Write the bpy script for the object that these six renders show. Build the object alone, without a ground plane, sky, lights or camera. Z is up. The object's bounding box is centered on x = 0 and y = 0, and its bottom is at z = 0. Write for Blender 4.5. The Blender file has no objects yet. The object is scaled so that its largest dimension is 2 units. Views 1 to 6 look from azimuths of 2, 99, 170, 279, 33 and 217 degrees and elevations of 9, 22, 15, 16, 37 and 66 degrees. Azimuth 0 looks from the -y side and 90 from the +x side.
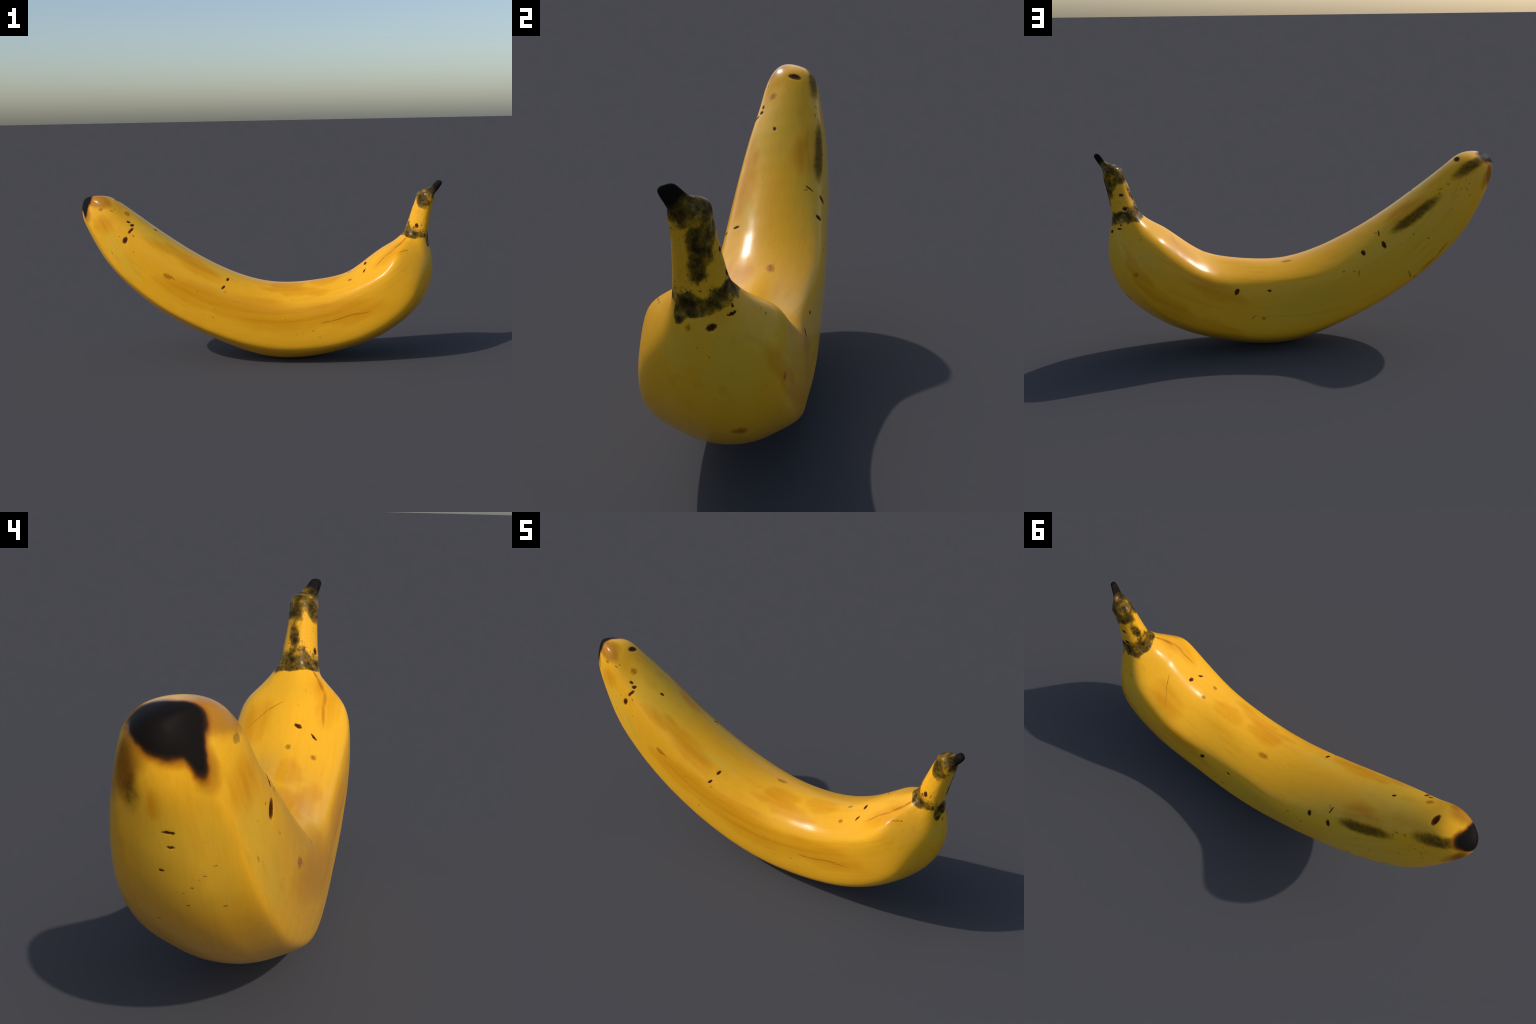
"""A ripe banana with ridged peel, spotted stalk and dark blossom end."""
import bpy
import math
import random
import numpy as np

# ---------------------------------------------------------------- profile
# The fruit is one loft.  Each station gives: the centre of a cross-section
# (x, y, z); the tilt of the axis there (degrees, in the xz plane); and the six
# corners of the cross-section (outwards, sideways) in the order under / low
# left ridge / high left ridge / inner top / high right ridge / low right ridge
# ("left" is +y).  Order of the stations: blossom end, belly, neck, stalk, dry
# stalk tip.
STATIONS = [
    ((-0.984, 0, 0.922), -48, ((0, 0), (0, 0), (0, 0), (0, 0), (0, 0), (0, 0))),
    ((-0.979, 0, 0.917), -48, ((0.026, 0.004), (0.013, 0.029), (-0.009, 0.027), (-0.027, -0.004), (-0.027, -0.035), (0.012, -0.018))),
    ((-0.962, 0, 0.898), -48, ((0.061, 0.006), (0.028, 0.059), (-0.033, 0.064), (-0.069, -0.004), (-0.058, -0.069), (0.031, -0.041))),
    ((-0.928, 0, 0.861), -48, ((0.099, 0.006), (0.048, 0.086), (-0.069, 0.097), (-0.119, 0.001), (-0.086, -0.100), (0.054, -0.071))),
    ((-0.880, 0, 0.803), -47, ((0.124, 0.005), (0.065, 0.115), (-0.090, 0.114), (-0.152, 0.007), (-0.095, -0.123), (0.071, -0.096))),
    ((-0.810, -0.002, 0.720), -46, ((0.151, 0.010), (0.086, 0.142), (-0.119, 0.133), (-0.180, -0.004), (-0.096, -0.138), (0.093, -0.116))),
    ((-0.680, -0.007, 0.590), -42, ((0.175, 0.005), (0.115, 0.174), (-0.147, 0.163), (-0.204, -0.007), (-0.122, -0.160), (0.120, -0.140))),
    ((-0.440, -0.012, 0.420), -34, ((0.205, 0.004), (0.131, 0.197), (-0.146, 0.193), (-0.215, 0.002), (-0.139, -0.174), (0.134, -0.163))),
    ((-0.160, -0.014, 0.285), -20, ((0.219, 0.005), (0.142, 0.204), (-0.137, 0.221), (-0.223, -0.002), (-0.137, -0.175), (0.134, -0.178))),
    ((0.110, -0.015, 0.215), -3, ((0.246, 0.016), (0.136, 0.218), (-0.159, 0.205), (-0.241, -0.004), (-0.134, -0.179), (0.130, -0.179))),
    ((0.380, -0.014, 0.240), 12, ((0.231, 0.016), (0.135, 0.221), (-0.144, 0.205), (-0.234, 0.003), (-0.130, -0.178), (0.140, -0.187))),
    ((0.580, -0.013, 0.300), 25, ((0.220, 0.023), (0.115, 0.229), (-0.146, 0.225), (-0.224, 0.001), (-0.141, -0.182), (0.129, -0.198))),
    ((0.735, -0.012, 0.415), 42, ((0.219, 0.029), (0.107, 0.220), (-0.141, 0.212), (-0.217, 0.003), (-0.116, -0.194), (0.120, -0.198))),
    ((0.825, -0.010, 0.520), 55, ((0.185, 0.019), (0.055, 0.190), (-0.130, 0.188), (-0.190, -0.002), (-0.119, -0.181), (0.071, -0.162))),
    ((0.860, -0.008, 0.610), 66, ((0.125, 0.011), (0.033, 0.127), (-0.089, 0.133), (-0.135, 0.003), (-0.092, -0.122), (0.056, -0.095))),
    ((0.867, -0.006, 0.675), 72, ((0.087, 0.007), (0.034, 0.088), (-0.057, 0.089), (-0.088, 0.001), (-0.054, -0.067), (0.042, -0.075))),
    ((0.878, -0.006, 0.720), 75, ((0.063, 0.006), (0.038, 0.071), (-0.045, 0.074), (-0.079, 0), (-0.041, -0.054), (0.034, -0.069))),
    ((0.900, -0.006, 0.810), 76, ((0.051, 0.005), (0.032, 0.051), (-0.040, 0.062), (-0.071, 0), (-0.035, -0.046), (0.026, -0.058))),
    ((0.914, -0.005, 0.885), 76, ((0.052, 0.005), (0.030, 0.044), (-0.034, 0.053), (-0.061, 0), (-0.030, -0.041), (0.027, -0.058))),
    ((0.920, -0.006, 0.915), 72, ((0.048, 0.004), (0.030, 0.046), (-0.032, 0.052), (-0.052, 0), (-0.024, -0.035), (0.030, -0.058))),
    ((0.934, -0.012, 0.932), 63, ((0.034, 0.003), (0.022, 0.039), (-0.029, 0.048), (-0.034, 0), (-0.016, -0.028), (0.024, -0.046))),
    ((0.951, -0.021, 0.945), 55, ((0.022, 0.002), (0.012, 0.025), (-0.019, 0.038), (-0.017, 0), (-0.012, -0.022), (0.019, -0.031))),
    ((0.968, -0.030, 0.965), 52, ((0.020, 0.001), (0.005, 0.013), (-0.015, 0.028), (-0.014, 0), (-0.011, -0.020), (0.018, -0.025))),
    ((0.983, -0.038, 0.985), 52, ((0.018, 0.001), (0.005, 0.010), (-0.014, 0.022), (-0.014, 0), (-0.009, -0.016), (0.015, -0.021))),
    ((0.991, -0.042, 0.993), 52, ((0.013, 0.001), (0.005, 0.009), (-0.008, 0.014), (-0.008, 0), (-0.005, -0.008), (0.009, -0.014))),
    ((0.994, -0.043, 0.996), 52, ((0, 0), (0, 0), (0, 0), (0, 0), (0, 0), (0, 0))),
]

# How sharp each ridge is along the fruit: (station, sharpness); 0.87 is round.
RIDGES = {
    "under": ((0, 0.87), (25, 0.87)),
    "low_left": ((0, 0.87), (3, 1.08), (5, 2.04), (8, 3.0), (11, 3.32), (13, 2.68), (14, 1.88), (16, 1.0), (25, 0.87)),
    "high_left": ((0, 0.87), (3, 0.99), (5, 1.36), (7, 1.67), (9, 2.27), (11, 2.11), (13, 1.81), (16, 0.99), (25, 0.87)),
    "inner_top": ((0, 0.87), (9, 0.87), (11, 1.75), (14, 1.75), (16, 0.91), (25, 0.87)),
    "high_right": ((0, 0.87), (3, 1.06), (5, 1.52), (8, 1.67), (10, 2.11), (12, 3.01), (14, 2.11), (16, 0.99), (25, 0.87)),
    "low_right": ((0, 0.9), (1, 1.15), (2, 2.68), (3, 6.08), (6, 6.08), (8, 4.38), (10, 3.19), (12, 2.34), (13, 1.83), (14, 1.32), (16, 0.94), (25, 0.87)),
}

ROWS, COLUMNS, CORNERS = 1000, 396, 6


def spline_weights(count, u, flat_ends=False):
    """Cubic spline weights for `count` knots at parameters u."""
    a = np.zeros((count, count))
    r = np.zeros((count, count))
    a[0, 0] = a[-1, -1] = 1
    if flat_ends:
        a[0, :2], r[0, :2] = (2, 1), (-6, 6)
        a[-1, -2:], r[-1, -2:] = (1, 2), (6, -6)
    for i in range(1, count - 1):
        a[i, i - 1:i + 2] = 1, 4, 1
        r[i, i - 1:i + 2] = 6, -12, 6
    d2 = np.linalg.solve(a, r)
    i = np.clip(np.floor(u).astype(int), 0, count - 2)
    t = u - i
    s = 1 - t
    eye = np.eye(count)
    return (s[:, None] * eye[i] + t[:, None] * eye[i + 1]
            + ((s ** 3 - s) / 6)[:, None] * d2[i] + ((t ** 3 - t) / 6)[:, None] * d2[i + 1])


def ring_weights(sharp, x):
    """Each corner of the ring is one conic arc between the midpoints of its sides."""
    n = len(x)
    k = np.arange(n)
    x = (x + 0.5) % CORNERS
    i = np.floor(x).astype(int) % CORNERS
    t = x - np.floor(x)
    b = np.stack([(1 - t) ** 2, 2 * sharp[k, i] * t * (1 - t), t ** 2])
    b /= b.sum(0)
    q = np.zeros((n, CORNERS))
    q[k, i] += b[1] + 0.5 * b[0] + 0.5 * b[2]
    q[k, (i - 1) % CORNERS] += 0.5 * b[0]
    q[k, (i + 1) % CORNERS] += 0.5 * b[2]
    return q


class Loft:
    """The smooth fruit surface over (along, around)."""

    def __init__(self):
        self.n = len(STATIONS)
        self.centre = np.array([s[0] for s in STATIONS], float)
        self.tilt = np.radians([s[1] for s in STATIONS])
        self.corner = np.array([s[2] for s in STATIONS], float)
        k = np.arange(self.n)
        self.sharp = np.stack([np.interp(k, *zip(*ridge)) for ridge in RIDGES.values()], 1)

    def points(self, u, x):
        """Points at along u (m,) and around x (m, c)."""
        w = spline_weights(self.n, u)
        c = spline_weights(self.n, u, True) @ self.centre
        phi = w @ self.tilt
        rows, cols = x.shape
        q = ring_weights(np.repeat(w @ self.sharp, cols, 0), x.ravel()).reshape(rows, cols, CORNERS)
        ab = np.einsum("ikd,ijk->ijd", np.einsum("nm,mkd->nkd", w, self.corner), q)
        out = np.stack([np.sin(phi), 0 * phi, -np.cos(phi)], 1)
        return c[:, None] + ab[..., :1] * out[:, None] + ab[..., 1:] * np.array([0, 1.0, 0])

    def even_rows(self, rows):
        """Parameters along the fruit at nearly even spacing on the surface."""
        u = np.linspace(0, self.n - 1, 4000)
        p = self.points(u, np.tile(np.arange(6) * 1.0, (len(u), 1)))
        step = np.linalg.norm(np.diff(p, axis=0), axis=2).max(1) + 1e-5
        s = np.concatenate([[0], np.cumsum(step)])
        return np.interp(np.linspace(0, s[-1], rows), s, u)

    def mark(self, along, around, length, width, turn):
        """A mark on the peel: its centre, its long axis and half sizes in metres."""
        e = 1e-3
        p, pu, px = (self.points(np.array([a]), np.array([[b]]))[0, 0]
                     for a, b in ((along, around), (along + e, around), (along, around + e)))
        t = (pu - p) / np.linalg.norm(pu - p)
        n = np.cross(t, px - p)
        n /= np.linalg.norm(n)
        if np.dot(n, p - self.points(np.array([along]), np.array([[around, around + 3]]))[0].mean(0)) < 0:
            n = -n
        b = np.cross(n, t)
        a = math.radians(turn)
        return p, math.cos(a) * t + math.sin(a) * b, length / 1000, width / 1000


# ---------------------------------------------------------------- marks
# Everything seen on the peel, each as (along in stations, around in ridges,
# half length in mm, half width in mm, turn from the long axis in degrees).
DARK_SPOTS = (
    (5.39, 4.34, 18, 12, 106), (5.00, 3.69, 10, 6, 34), (5.20, 3.69, 11, 8, 59), (5.30, 3.92, 21, 7, 93),
    (7.66, 3.60, 13, 7, 80), (7.64, 3.96, 14, 5, 70), (11.76, 3.20, 13, 8, 66), (11.56, 3.46, 14, 5, 45),
    (5.84, 3.15, 11, 6, 22), (14.61, 0.34, 13, 8, 100), (14.73, 0.89, 12, 4, 67), (14.71, 1.00, 7, 4, 88),
    (15.01, 1.10, 5, 4, 170), (7.32, 2.09, 14, 10, 77), (6.95, 1.91, 18, 10, 74), (6.90, 2.33, 18, 3, 63),
    (9.97, 1.77, 16, 10, 65), (9.31, 1.79, 10, 5, 173), (3.65, 2.88, 25, 14, 76), (16.94, 1.70, 10, 6, 72),
    (16.26, 1.69, 11, 8, 70), (16.33, 4.19, 12, 10, 17), (4.04, 5.92, 11, 3, 87), (4.40, 5.91, 7, 3, 92),
    (4.92, 0.10, 4, 3, 89),
)
PALE_SPOTS = (
    (5.49, 4.03, 7, 5, 33), (7.71, 4.09, 8, 4, 23), (7.79, 1.88, 8, 5, 164), (7.62, 1.75, 8, 3, 160),
    (7.56, 1.66, 18, 4, 57), (9.59, 1.46, 12, 4, 40), (9.41, 1.45, 12, 7, 0), (5.29, 2.14, 13, 4, 166),
    (5.40, 2.05, 7, 4, 144), (4.97, 2.10, 7, 7, 141), (6.89, 1.19, 25, 6, 78), (6.85, 0.91, 9, 6, 167),
    (11.02, 3.06, 13, 9, 0), (4.00, 3.94, 13, 4, 31), (4.04, 3.76, 4, 4, 0), (3.39, 4.30, 14, 9, 45),
    (6.94, 2.39, 13, 4, 120), (5.37, 4.61, 10, 3, 172), (13.83, 1.68, 3, 3, 134), (13.66, 1.64, 4, 3, 168),
    (13.76, 4.15, 4, 3, 116), (13.84, 4.29, 6, 3, 125), (13.66, 1.62, 6, 3, 171), (13.66, 4.11, 24, 3, 140),
    (16.51, 0.50, 8, 2, 178),
)
SPECKS = (
    (5.15, 4.38, 3, 3, 118), (4.30, 1.73, 3, 3, 21), (4.29, 1.59, 3, 3, 106), (4.74, 1.66, 4, 3, 27),
    (4.57, 1.56, 4, 3, 116), (4.59, 1.51, 4, 4, 102), (5.04, 1.59, 4, 2, 39), (5.47, 1.52, 3, 3, 37),
    (6.45, 1.66, 5, 4, 2), (6.29, 1.48, 8, 3, 124), (13.89, 0.19, 2, 2, 93), (5.80, 4.41, 4, 3, 0),
    (7.05, 3.98, 3, 2, 90), (7.24, 4.38, 4, 2, 90), (7.66, 4.50, 3, 2, 0), (7.69, 4.56, 4, 3, 90),
    (8.76, 4.47, 3, 2, 90), (9.07, 4.38, 4, 2, 90), (9.42, 4.54, 4, 2, 90), (9.61, 4.53, 5, 3, 180),
    (9.72, 4.61, 4, 2, 90), (9.22, 3.74, 3, 2, 61), (5.32, 5.97, 2, 2, 50), (5.34, 5.90, 2, 2, 49),
    (5.25, 5.76, 3, 3, 178), (5.57, 5.90, 4, 2, 87), (5.67, 5.49, 5, 3, 68), (5.97, 0.36, 5, 3, 117),
    (5.07, 5.54, 3, 2, 42), (4.94, 5.47, 4, 2, 71),
)
RUSTS = (
    (4.69, 3.46, 18, 17, 11), (6.65, 4.41, 26, 14, 4), (8.81, 2.74, 30, 14, 3), (10.91, 3.50, 14, 11, 171),
    (14.64, 5.72, 9, 8, 125), (12.14, 0.31, 24, 17, 39), (6.74, 4.39, 23, 5, 171), (4.70, 1.43, 6, 5, 53),
    (12.58, 1.25, 11, 11, 171),
)
CRACKS = (
    (9.91, 4.47, 29, 3, 180), (10.16, 4.47, 36, 3, 0), (10.49, 4.47, 44, 3, 175), (10.86, 4.50, 38, 2, 167),
    (14.58, 3.69, 24, 4, 173), (13.89, 3.60, 32, 6, 166), (13.16, 3.54, 29, 6, 159), (12.41, 3.51, 46, 5, 5),
    (12.49, 2.64, 30, 2, 128), (12.06, 2.48, 48, 2, 139), (6.24, 1.11, 41, 5, 8), (6.55, 1.05, 43, 5, 2),
)
BRUISES = (
    (6.39, 2.04, 67, 20, 174), (6.00, 2.02, 77, 19, 177), (3.60, 2.06, 71, 22, 171), (2.55, 2.00, 67, 17, 6),
    (2.99, 0.81, 45, 23, 28),
)
AMBERS = (
    (6.32, 3.65, 125, 32, 10), (7.00, 3.64, 136, 44, 174), (7.25, 4.44, 202, 60, 6), (8.47, 4.31, 256, 85, 180),
    (10.26, 4.38, 248, 64, 170), (9.27, 3.51, 248, 30, 174), (12.31, 1.32, 103, 29, 7), (11.32, 1.32, 134, 38, 177),
    (10.17, 1.19, 142, 34, 172), (10.56, 1.77, 174, 41, 171), (10.06, 3.23, 65, 38, 175), (9.14, 3.21, 86, 43, 179),
    (9.11, 3.21, 82, 37, 175), (10.12, 3.20, 78, 34, 175), (6.22, 2.31, 111, 37, 170), (6.35, 2.50, 90, 32, 180),
    (13.08, 3.54, 106, 40, 168), (3.32, 0.05, 27, 16, 0), (12.64, 1.26, 126, 33, 12), (11.87, 2.44, 93, 55, 172),
    (4.17, 4.51, 51, 46, 40),
)
SOOTS = (
    (0.92, 0.21, 21, 14, 84), (0.58, 3.76, 31, 16, 146), (1.22, 5.04, 23, 20, 46), (2.25, 4.75, 23, 8, 165),
    (1.30, 2.25, 26, 18, 16),
)
BLACKS = (
    (21.28, 1.35, 50, 26, 28), (20.65, 0.00, 21, 20, 148), (19.95, 1.11, 21, 20, 128), (17.71, 0.89, 27, 22, 71),
    (16.86, 0.17, 29, 15, 171), (15.79, 1.01, 32, 16, 70), (15.54, 1.64, 50, 11, 45), (15.94, 5.69, 17, 8, 127),
    (15.76, 1.00, 29, 18, 88), (15.58, 1.84, 31, 21, 68), (15.11, 1.65, 14, 7, 104), (15.88, 2.80, 31, 26, 106),
    (15.24, 2.45, 26, 14, 98), (16.33, 3.17, 10, 8, 170), (16.86, 2.65, 25, 14, 7), (15.53, 4.31, 31, 14, 98),
    (15.71, 3.36, 20, 19, 122), (17.49, 0.26, 24, 15, 8), (17.60, 0.88, 39, 19, 1), (18.18, 3.90, 28, 20, 47),
    (18.01, 2.39, 28, 25, 16), (15.36, 5.70, 26, 14, 103), (14.93, 5.44, 15, 11, 157), (15.58, 0.00, 39, 17, 85),
    (15.36, 4.00, 23, 14, 97), (17.85, 4.29, 23, 21, 60), (15.61, 2.81, 27, 19, 87),
)
GREENS = (
    (6.67, 1.65, 359, 141, 169), (8.49, 1.56, 250, 98, 4), (5.69, 3.01, 182, 72, 1), (12.98, 1.49, 130, 59, 19),
    (6.07, 3.15, 151, 90, 2), (13.98, 5.42, 50, 44, 174), (13.53, 0.59, 97, 91, 121), (5.85, 3.52, 162, 48, 1),
    (7.32, 3.49, 257, 24, 12), (4.89, 5.76, 143, 86, 5), (5.55, 4.55, 167, 49, 174),
)
SCORCHS = (
    (2.75, 4.76, 30, 16, 171), (2.59, 0.90, 62, 21, 168), (2.59, 4.10, 70, 16, 26), (2.84, 3.99, 49, 20, 10),
    (2.60, 3.84, 35, 31, 28),
)

LOFT = Loft()


def place(rows):
    return [LOFT.mark(*row) for row in rows]


MARKS = {
    "amber": place(AMBERS), "green": place(GREENS), "rust": place(RUSTS), "crack": place(CRACKS),
    "bruise": place(BRUISES), "scorch": place(SCORCHS), "black": place(BLACKS), "soot": place(SOOTS), "pale": place(PALE_SPOTS),
    "speck": place(SPECKS), "dark": place(DARK_SPOTS),
}
STALK_AXIS = (0.259, 0.0, 0.966)


# ---------------------------------------------------------------- mesh
def smooth_noise(p, scale, seed):
    """Cheap smooth noise: a few plane waves in random directions."""
    rng = np.random.default_rng(seed)
    total = np.zeros(p.shape[:-1])
    for _ in range(9):
        d = rng.normal(size=3)
        d *= scale * rng.uniform(0.6, 1.5) / np.linalg.norm(d)
        total += np.sin(p @ d + rng.uniform(0, 6.28))
    return total / 4.5


def build_surface():
    u = LOFT.even_rows(ROWS)
    x = np.arange(COLUMNS) * CORNERS / COLUMNS
    p = LOFT.points(u, np.tile(x, (ROWS, 1)))
    du = np.gradient(p, axis=0)
    dx = np.roll(p, -1, 1) - np.roll(p, 1, 1)
    n = np.cross(du, dx)
    n /= np.linalg.norm(n, axis=-1, keepdims=True) + 1e-12
    middle = p[ROWS // 2].mean(0)
    if np.einsum("ij,ij->i", n[ROWS // 2], p[ROWS // 2] - middle).mean() < 0:
        n = -n
    # slight unevenness of the peel, stronger on the shrivelled stalk
    lift = 0.0007 * smooth_noise(p, 22, 3) + 0.00025 * smooth_noise(p, 90, 5)
    dry = np.clip((u - 16) / 4, 0, 1)[:, None]
    lift += dry * 0.0006 * smooth_noise(p, 130, 7)
    # sunken marks
    for kind, depth in (("dark", 0.0022), ("pale", 0.0007), ("crack", 0.0008), ("bruise", 0.0008)):
        for c, axis, length, width in MARKS[kind]:
            near = np.abs(p - c).max(-1) < 2 * length + 0.004
            d = p[near] - c
            along = d @ axis
            across2 = (d * d).sum(-1) - along ** 2
            r2 = (along / length) ** 2 + across2 / width ** 2
            lift[near] -= depth * min(1.5, width / 0.008) * np.exp(-1.2 * r2)
    p = p + lift[..., None] * n
    p[0] = p[0].mean(0)
    p[-1] = p[-1].mean(0)
    return u, p


def build_faces():
    """Quads between rows, with one vertex at either end."""
    first, last = 0, 1 + (ROWS - 2) * COLUMNS
    ring = lambda i: 1 + (i - 1) * COLUMNS
    faces, row_of = [], []
    j = np.arange(COLUMNS)
    k = (j + 1) % COLUMNS
    for a, b in zip(j.tolist(), k.tolist()):
        faces.append((first, ring(1) + a, ring(1) + b))
        row_of.append(0)
    for i in range(1, ROWS - 2):
        quads = np.stack([ring(i) + j, ring(i + 1) + j, ring(i + 1) + k, ring(i) + k], 1)
        faces.extend(map(tuple, quads.tolist()))
        row_of.extend([i] * COLUMNS)
    for a, b in zip(j.tolist(), k.tolist()):
        faces.append((ring(ROWS - 2) + a, last, ring(ROWS - 2) + b))
        row_of.append(ROWS - 2)
    return faces, np.array(row_of)


U, P = build_surface()
VERTS = np.concatenate([P[:1, 0], P[1:-1].reshape(-1, 3), P[-1:, 0]])
VERTS[:, 2] -= VERTS[:, 2].min() * np.clip(1 - VERTS[:, 2], 0, 1)
VERTS[:, 2] -= VERTS[:, 2].min()
FACES, ROW_OF = build_faces()

whole = bpy.data.meshes.new("whole_surface")
whole.from_pydata(VERTS.tolist(), [], FACES)
whole.update()
volume = sum(VERTS[f[0]] @ np.cross(VERTS[f[1]], VERTS[f[2]]) for f in FACES[::37])
if volume < 0:
    whole.flip_normals()
    FACES = [tuple(reversed(f)) for f in FACES]
NORMALS = np.zeros(len(VERTS) * 3, np.float32)
whole.vertex_normals.foreach_get("vector", NORMALS)
NORMALS = NORMALS.reshape(-1, 3)
bpy.data.meshes.remove(whole)


# ---------------------------------------------------------------- material
def mark_group():
    """Mask of one elongated mark: 1 inside, 0 outside."""
    g = bpy.data.node_groups.new("peel_mark", "ShaderNodeTree")
    for name, kind in (("Position", "NodeSocketVector"), ("Centre", "NodeSocketVector"), ("Axis", "NodeSocketVector"),
                       ("Inverse Width", "NodeSocketFloat"), ("Inner", "NodeSocketFloat"), ("Outer", "NodeSocketFloat")):
        g.interface.new_socket(name=name, in_out="INPUT", socket_type=kind)
    g.interface.new_socket(name="Mask", in_out="OUTPUT", socket_type="NodeSocketFloat")
    i = g.nodes.new("NodeGroupInput")
    o = g.nodes.new("NodeGroupOutput")

    def vec(op, a, b):
        v = g.nodes.new("ShaderNodeVectorMath")
        v.operation = op
        g.links.new(a, v.inputs[0])
        g.links.new(b, v.inputs[1])
        return v.outputs["Value" if op == "DOT_PRODUCT" else "Vector"]

    def num(op, a, b):
        v = g.nodes.new("ShaderNodeMath")
        v.operation = op
        g.links.new(a, v.inputs[0])
        g.links.new(b, v.inputs[1])
        return v.outputs[0]

    d = vec("SUBTRACT", i.outputs["Position"], i.outputs["Centre"])
    along = vec("DOT_PRODUCT", d, i.outputs["Axis"])
    r2 = num("SUBTRACT", num("MULTIPLY", vec("DOT_PRODUCT", d, d), i.outputs["Inverse Width"]),
             num("MULTIPLY", along, along))
    m = g.nodes.new("ShaderNodeMapRange")
    m.interpolation_type = "SMOOTHSTEP"
    g.links.new(r2, m.inputs["Value"])
    g.links.new(i.outputs["Inner"], m.inputs["From Min"])
    g.links.new(i.outputs["Outer"], m.inputs["From Max"])
    m.inputs["To Min"].default_value = 1
    m.inputs["To Max"].default_value = 0
    g.links.new(m.outputs[0], o.inputs[0])
    return g


GROUP = mark_group()

YELLOW = (0.83, 0.405, 0.018)
GREENISH = (0.74, 0.425, 0.032)
AMBER = (0.66, 0.26, 0.004)
RUST = (0.40, 0.125, 0.006)
BROWN = (0.22, 0.07, 0.008)
DARK = (0.045, 0.014, 0.003)
OLIVE = (0.165, 0.092, 0.008)
SOOT = (0.009, 0.007, 0.006)


class Shader:
    def __init__(self, name):
        self.mat = bpy.data.materials.new(name)
        self.mat.use_nodes = True
        self.tree = self.mat.node_tree
        self.bsdf = self.tree.nodes["Principled BSDF"]
        self.pos = self.tree.nodes.new("ShaderNodeTexCoord").outputs["Object"]

    def put(self, socket, value):
        if isinstance(value, bpy.types.NodeSocket):
            self.tree.links.new(value, socket)
        elif isinstance(value, tuple) and socket.type == "RGBA":
            socket.default_value = (*value, 1)
        else:
            socket.default_value = value

    def math(self, op, a, b=0.0, clamp=False):
        m = self.tree.nodes.new("ShaderNodeMath")
        m.operation = op
        m.use_clamp = clamp
        self.put(m.inputs[0], a)
        self.put(m.inputs[1], b)
        return m.outputs[0]

    def vmath(self, op, a, b):
        m = self.tree.nodes.new("ShaderNodeVectorMath")
        m.operation = op
        self.put(m.inputs[0], a)
        if op == "SCALE":
            self.put(m.inputs["Scale"], b)
        else:
            self.put(m.inputs[1], b)
        return m.outputs["Value" if op == "DOT_PRODUCT" else "Vector"]

    def noise(self, vector, scale, detail=2.0, rough=0.5, colour=False):
        n = self.tree.nodes.new("ShaderNodeTexNoise")
        self.put(n.inputs["Vector"], vector)
        n.inputs["Scale"].default_value = scale
        n.inputs["Detail"].default_value = detail
        n.inputs["Roughness"].default_value = rough
        return n.outputs["Color" if colour else "Fac"]

    def ramp(self, value, lo, hi, a=0.0, b=1.0, smooth=True):
        m = self.tree.nodes.new("ShaderNodeMapRange")
        m.interpolation_type = "SMOOTHSTEP" if smooth else "LINEAR"
        self.put(m.inputs["Value"], value)
        for k, v in (("From Min", lo), ("From Max", hi), ("To Min", a), ("To Max", b)):
            m.inputs[k].default_value = v
        return m.outputs[0]

    def mix(self, fac, a, b):
        m = self.tree.nodes.new("ShaderNodeMix")
        m.data_type = "RGBA"
        self.put(m.inputs["Factor"], fac)
        self.put(m.inputs["A"], a)
        self.put(m.inputs["B"], b)
        return m.outputs["Result"]

    def warp(self, scale, amount):
        n = self.noise(self.pos, scale, 2.0, colour=True)
        return self.vmath("ADD", self.pos, self.vmath("SCALE", self.vmath("SUBTRACT", n, (0.5, 0.5, 0.5)), amount))

    def marks(self, rows, vector, inner, outer, blend=False):
        """Union of all marks in rows."""
        total = None
        for centre, axis, length, width in rows:
            g = self.tree.nodes.new("ShaderNodeGroup")
            g.node_tree = GROUP
            self.put(g.inputs["Position"], vector)
            g.inputs["Centre"].default_value = tuple(centre)
            g.inputs["Axis"].default_value = tuple(axis * math.sqrt(max(0.0, 1 / width ** 2 - 1 / length ** 2)))
            g.inputs["Inverse Width"].default_value = 1 / width ** 2
            g.inputs["Inner"].default_value = inner
            g.inputs["Outer"].default_value = outer
            if blend:
                gap = self.math("SUBTRACT", 1.0, g.outputs[0])
                total = gap if total is None else self.math("MULTIPLY", total, gap)
            else:
                total = g.outputs[0] if total is None else self.math("MAXIMUM", total, g.outputs[0])
        if total is None:
            return 0.0
        return self.math("SUBTRACT", 1.0, total) if blend else total


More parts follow.
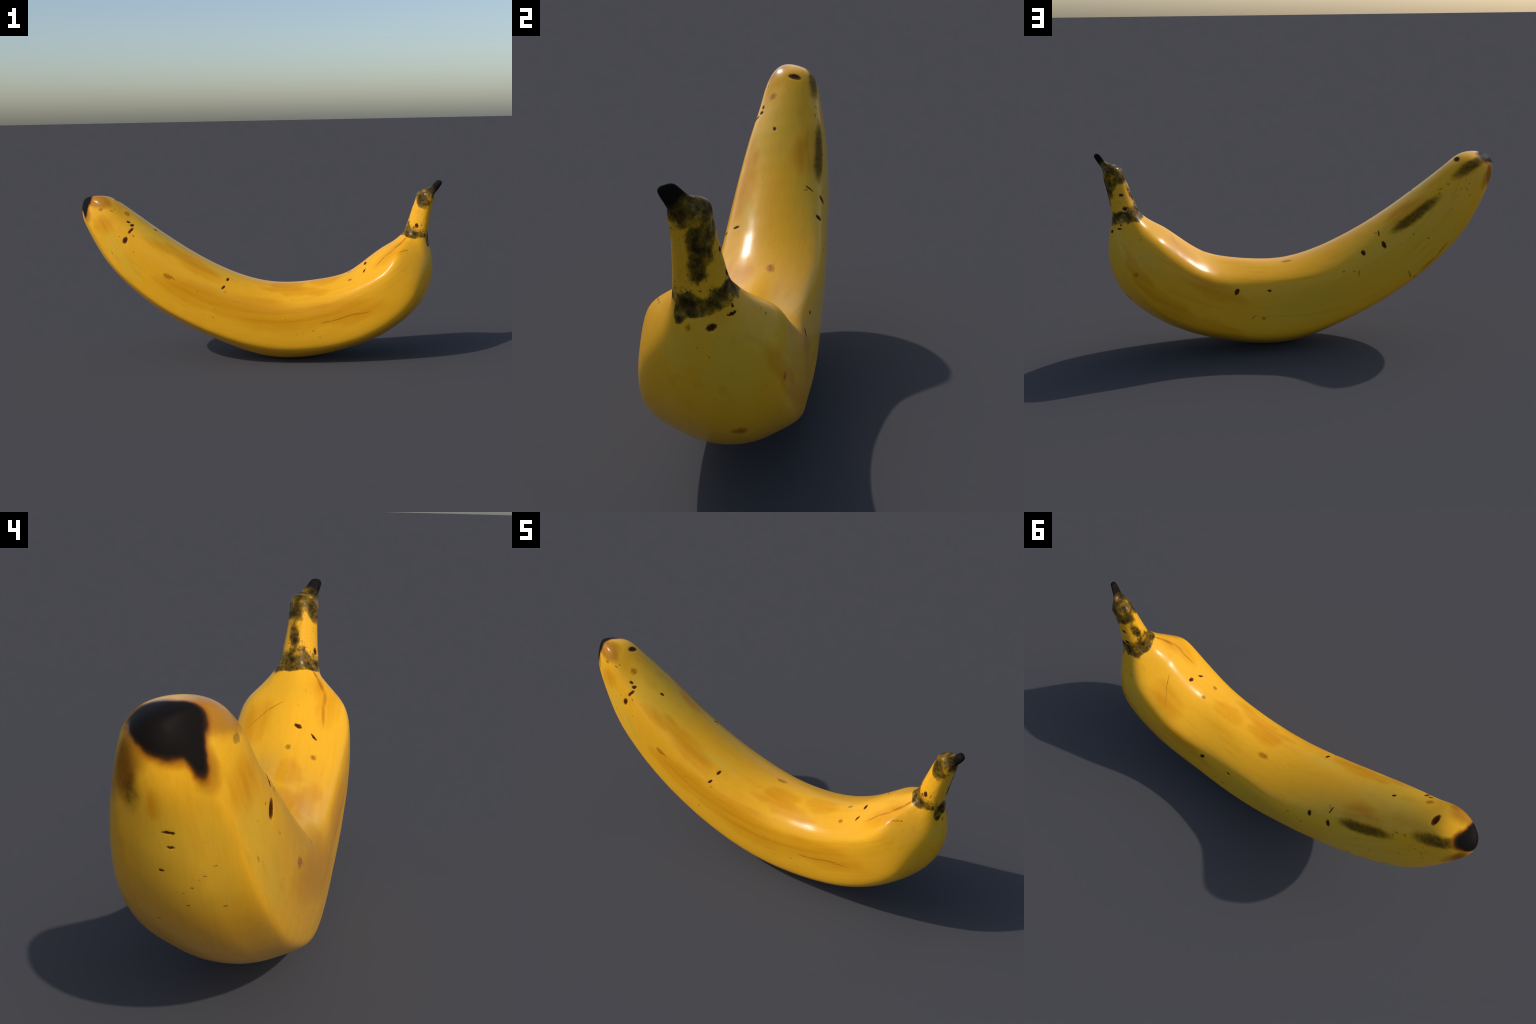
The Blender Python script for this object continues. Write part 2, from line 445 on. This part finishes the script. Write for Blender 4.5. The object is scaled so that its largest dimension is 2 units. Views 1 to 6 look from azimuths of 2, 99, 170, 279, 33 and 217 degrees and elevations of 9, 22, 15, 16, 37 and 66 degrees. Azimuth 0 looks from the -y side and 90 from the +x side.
def peel_material(name, verts):
    """The peel's colours; only the marks that touch `verts` are wired in."""
    s = Shader(name)

    def rows(kind, spread):
        kept = []
        for m in MARKS[kind]:
            if np.linalg.norm(verts - m[0], axis=1).min() < m[2] * spread + 0.01:
                kept.append(m)
        return kept

    # coordinates that follow the bend: along the arc, across it, sideways
    split = s.tree.nodes.new("ShaderNodeSeparateXYZ")
    s.put(split.inputs[0], s.pos)
    dx = s.math("SUBTRACT", split.outputs["X"], 0.09)
    dz = s.math("SUBTRACT", 1.33, split.outputs["Z"])
    bend = s.math("ARCTAN2", dx, dz)
    radius = s.math("SQRT", s.math("ADD", s.math("MULTIPLY", dx, dx), s.math("MULTIPLY", dz, dz)))
    join = s.tree.nodes.new("ShaderNodeCombineXYZ")
    s.put(join.inputs[0], s.math("MULTIPLY", bend, 0.05))
    s.put(join.inputs[1], radius)
    s.put(join.inputs[2], split.outputs["Y"])
    arc = join.outputs[0]
    fibre = s.noise(arc, 210, 3.0, 0.6)
    streak = s.noise(arc, 34, 2.0, 0.55)
    cloud = s.noise(s.pos, 3.2, 2.0)
    grain = s.noise(s.pos, 260, 2.0, 0.6)

    fine = s.warp(150, 0.008)
    loose = s.warp(45, 0.013)
    broad = s.warp(9, 0.06)
    broad_edge = s.warp(30, 0.012)

    # ground colour: yellow, greener in places, amber along some ridges
    green = s.marks(rows("green", 2.0), broad, 0.0, 2.0, True)
    green = s.math("MULTIPLY", green, s.ramp(cloud, 0.30, 0.62, 0.45, 0.85))
    colour = s.mix(green, YELLOW, GREENISH)
    amber = s.marks(rows("amber", 2.0), broad, 0.0, 2.0, True)
    amber = s.math("MULTIPLY", amber, s.ramp(streak, 0.25, 0.72, 0.38, 0.88))
    colour = s.mix(amber, colour, AMBER)
    colour = s.mix(s.ramp(fibre, 0.40, 0.72, 0.0, 0.16), colour, AMBER)

    colour = s.mix(s.ramp(streak, 0.52, 0.74, 0.0, 0.30), colour, AMBER)

    # faint pores scattered over the peel
    cells = s.tree.nodes.new("ShaderNodeTexVoronoi")
    cells.inputs["Scale"].default_value = 26
    s.put(cells.inputs["Vector"], fine)
    pick = s.tree.nodes.new("ShaderNodeSeparateColor")
    s.put(pick.inputs[0], cells.outputs["Color"])
    pore = s.math("MULTIPLY", s.ramp(cells.outputs["Distance"], 0.04, 0.10, 1.0, 0.0),
                  s.ramp(pick.outputs[0], 0.55, 0.75, 0.0, 0.55))
    colour = s.mix(pore, colour, RUST)

    # rust: soft orange patches with dark grains
    rust = s.marks(rows("rust", 2.0), loose, 0.0, 1.8)
    colour = s.mix(s.math("MULTIPLY", rust, 0.8), colour, (0.56, 0.20, 0.004))
    rust_grain = s.math("MULTIPLY", s.math("MULTIPLY", rust, rust), s.ramp(grain, 0.46, 0.58))
    colour = s.mix(s.math("MULTIPLY", rust_grain, 0.9), colour, BROWN)

    crack = s.marks(rows("crack", 1.8), s.warp(60, 0.003), 0.0, 2.6)
    colour = s.mix(s.math("MULTIPLY", crack, s.ramp(streak, 0.25, 0.6, 0.45, 0.8)), colour, RUST)

    ragged = s.math("ADD", s.math("MULTIPLY", grain, 0.6), s.math("MULTIPLY", s.noise(s.pos, 60, 3.0, 0.6), 0.7))
    bruise = s.marks(rows("bruise", 2.4), loose, 0.0, 3.6, True)
    colour = s.mix(s.math("MULTIPLY", bruise, 0.78), colour, OLIVE)
    bruise_grain = s.math("ADD", bruise, s.math("MULTIPLY", s.math("SUBTRACT", ragged, 0.65), 1.7))
    bruise_grain = s.ramp(bruise_grain, 0.50, 1.25, 0.0, 0.80)
    bruise_grain = s.math("MULTIPLY", bruise_grain, s.ramp(bruise, 0.05, 0.4))
    colour = s.mix(bruise_grain, colour, (0.065, 0.026, 0.004))

    # blossom end: soot fading through brown and rust into the yellow
    scorch = s.marks(rows("scorch", 2.6), broad_edge, 0.0, 5.0, True)
    colour = s.mix(s.math("MULTIPLY", scorch, 0.72), colour, (0.30, 0.10, 0.006))
    soot = s.marks(rows("soot", 3.6), broad_edge, 0.0, 13.0, True)
    colour = s.mix(s.ramp(soot, 0.06, 0.55, 0.0, 0.92), colour, (0.38, 0.125, 0.006))
    colour = s.mix(s.ramp(soot, 0.40, 0.80), colour, (0.085, 0.030, 0.005))
    soot = s.ramp(soot, 0.58, 0.95)

    # stalk: olive to black smudges, a ragged dark collar at its foot, black dry tip
    height = s.vmath("DOT_PRODUCT", loose, STALK_AXIS)
    mottling = s.noise(s.pos, 30, 4.0, 0.62)
    stalk = s.ramp(height, 0.882, 0.898)
    collar = s.math("MULTIPLY", stalk, s.ramp(height, 0.905, 0.965, 0.58, 0.0))
    head = s.ramp(height, 1.06, 1.15, 0.0, 0.75)
    blotch = s.math("MULTIPLY", s.marks(rows("black", 2.4), broad_edge, 0.0, 5.2, True), 0.72)
    smudge = s.math("MAXIMUM", s.math("MAXIMUM", collar, head), blotch)
    smudge = s.math("ADD", smudge, s.math("MULTIPLY", s.math("SUBTRACT", mottling, 0.5), 1.6))
    smudge = s.math("ADD", smudge, s.math("MULTIPLY", s.math("SUBTRACT", grain, 0.5), 0.35))
    reach = s.math("MAXIMUM", stalk, s.ramp(blotch, 0.1, 0.5))
    smudge = s.math("MULTIPLY", smudge, reach)
    colour = s.mix(s.ramp(smudge, 0.12, 0.70, 0.0, 0.9), colour, (0.17, 0.10, 0.006))
    colour = s.mix(s.ramp(smudge, 0.28, 1.10, 0.0, 0.95), colour, SOOT)
    tip = s.ramp(s.vmath("DOT_PRODUCT", loose, (0.56, -0.42, 0.71)), 1.196, 1.240)
    sooty = s.math("MAXIMUM", s.math("MAXIMUM", soot, tip), s.ramp(smudge, 0.6, 1.0))
    colour = s.mix(s.math("MAXIMUM", soot, tip), colour, SOOT)
    pepper = s.math("MULTIPLY", s.math("MULTIPLY", stalk, s.ramp(height, 0.92, 1.02, 1.0, 0.25)),
                    s.ramp(s.noise(s.pos, 120, 1.0), 0.66, 0.72, 0.0, 0.8))
    colour = s.mix(pepper, colour, DARK)

    # spots
    pale = s.marks(rows("pale", 1.5), fine, 0.3, 1.5)
    colour = s.mix(s.math("MULTIPLY", pale, s.ramp(grain, 0.3, 0.7, 0.45, 0.85)), colour, (0.20, 0.105, 0.010))
    speck = s.marks(rows("speck", 1.5), fine, 0.4, 1.6)
    colour = s.mix(s.math("MULTIPLY", speck, 0.75), colour, BROWN)
    dark = s.marks(rows("dark", 1.5), fine, 0.2, 1.9)
    colour = s.mix(s.ramp(dark, 0.05, 0.55, 0.0, 0.95), colour, BROWN)
    colour = s.mix(s.ramp(dark, 0.45, 1.0, 0.0, 0.95), colour, DARK)

    s.put(s.bsdf.inputs["Base Color"], colour)
    rough = s.ramp(streak, 0.3, 0.7, 0.21, 0.27)
    s.put(s.bsdf.inputs["Roughness"], s.math("ADD", rough, s.math("MULTIPLY", s.math("MAXIMUM", s.math("MAXIMUM", sooty, dark), bruise), 0.3)))
    s.bsdf.inputs["Specular IOR Level"].default_value = 0.32
    s.put(s.bsdf.inputs["Specular IOR Level"], s.ramp(s.math("MAXIMUM", s.math("MAXIMUM", sooty, dark), bruise), 0.1, 0.7, 0.15, 0.04))
    bump = s.tree.nodes.new("ShaderNodeBump")
    bump.inputs["Strength"].default_value = 0.14
    bump.inputs["Distance"].default_value = 0.0012
    s.put(bump.inputs["Height"], fibre)
    s.put(s.bsdf.inputs["Normal"], bump.outputs[0])
    return s.mat


# ---------------------------------------------------------------- parts
banana = bpy.data.objects.new("banana", None)
banana["label"] = "curved ripe yellow banana with brown spots and black tips"
banana["category"] = "fruit"
bpy.context.collection.objects.link(banana)

BORDERS = (("blossom_tip", 0.0, 1.9), ("peel", 1.9, 15.15), ("stem", 15.15, 20.5), ("dry_stem_tip", 20.5, 99.0))
U_FACE = 0.5 * (U[:-1] + U[1:])[ROW_OF]
for part, low, high in BORDERS:
    chosen = np.nonzero((U_FACE >= low) & (U_FACE < high))[0]
    picked = [FACES[i] for i in chosen]
    used = np.unique(np.concatenate([np.array(f) for f in (picked if len(picked) < 5 else picked)]))
    index = np.full(len(VERTS), -1)
    index[used] = np.arange(len(used))
    index = index.tolist()
    mesh = bpy.data.meshes.new(part)
    mesh.from_pydata(VERTS[used].tolist(), [], [tuple(index[v] for v in f) for f in picked])
    mesh.shade_smooth()
    mesh.normals_split_custom_set_from_vertices(NORMALS[used].tolist())
    mesh.materials.append(peel_material(part + "_skin", VERTS[used][::7]))
    obj = bpy.data.objects.new(part, mesh)
    bpy.context.collection.objects.link(obj)
    obj.parent = banana
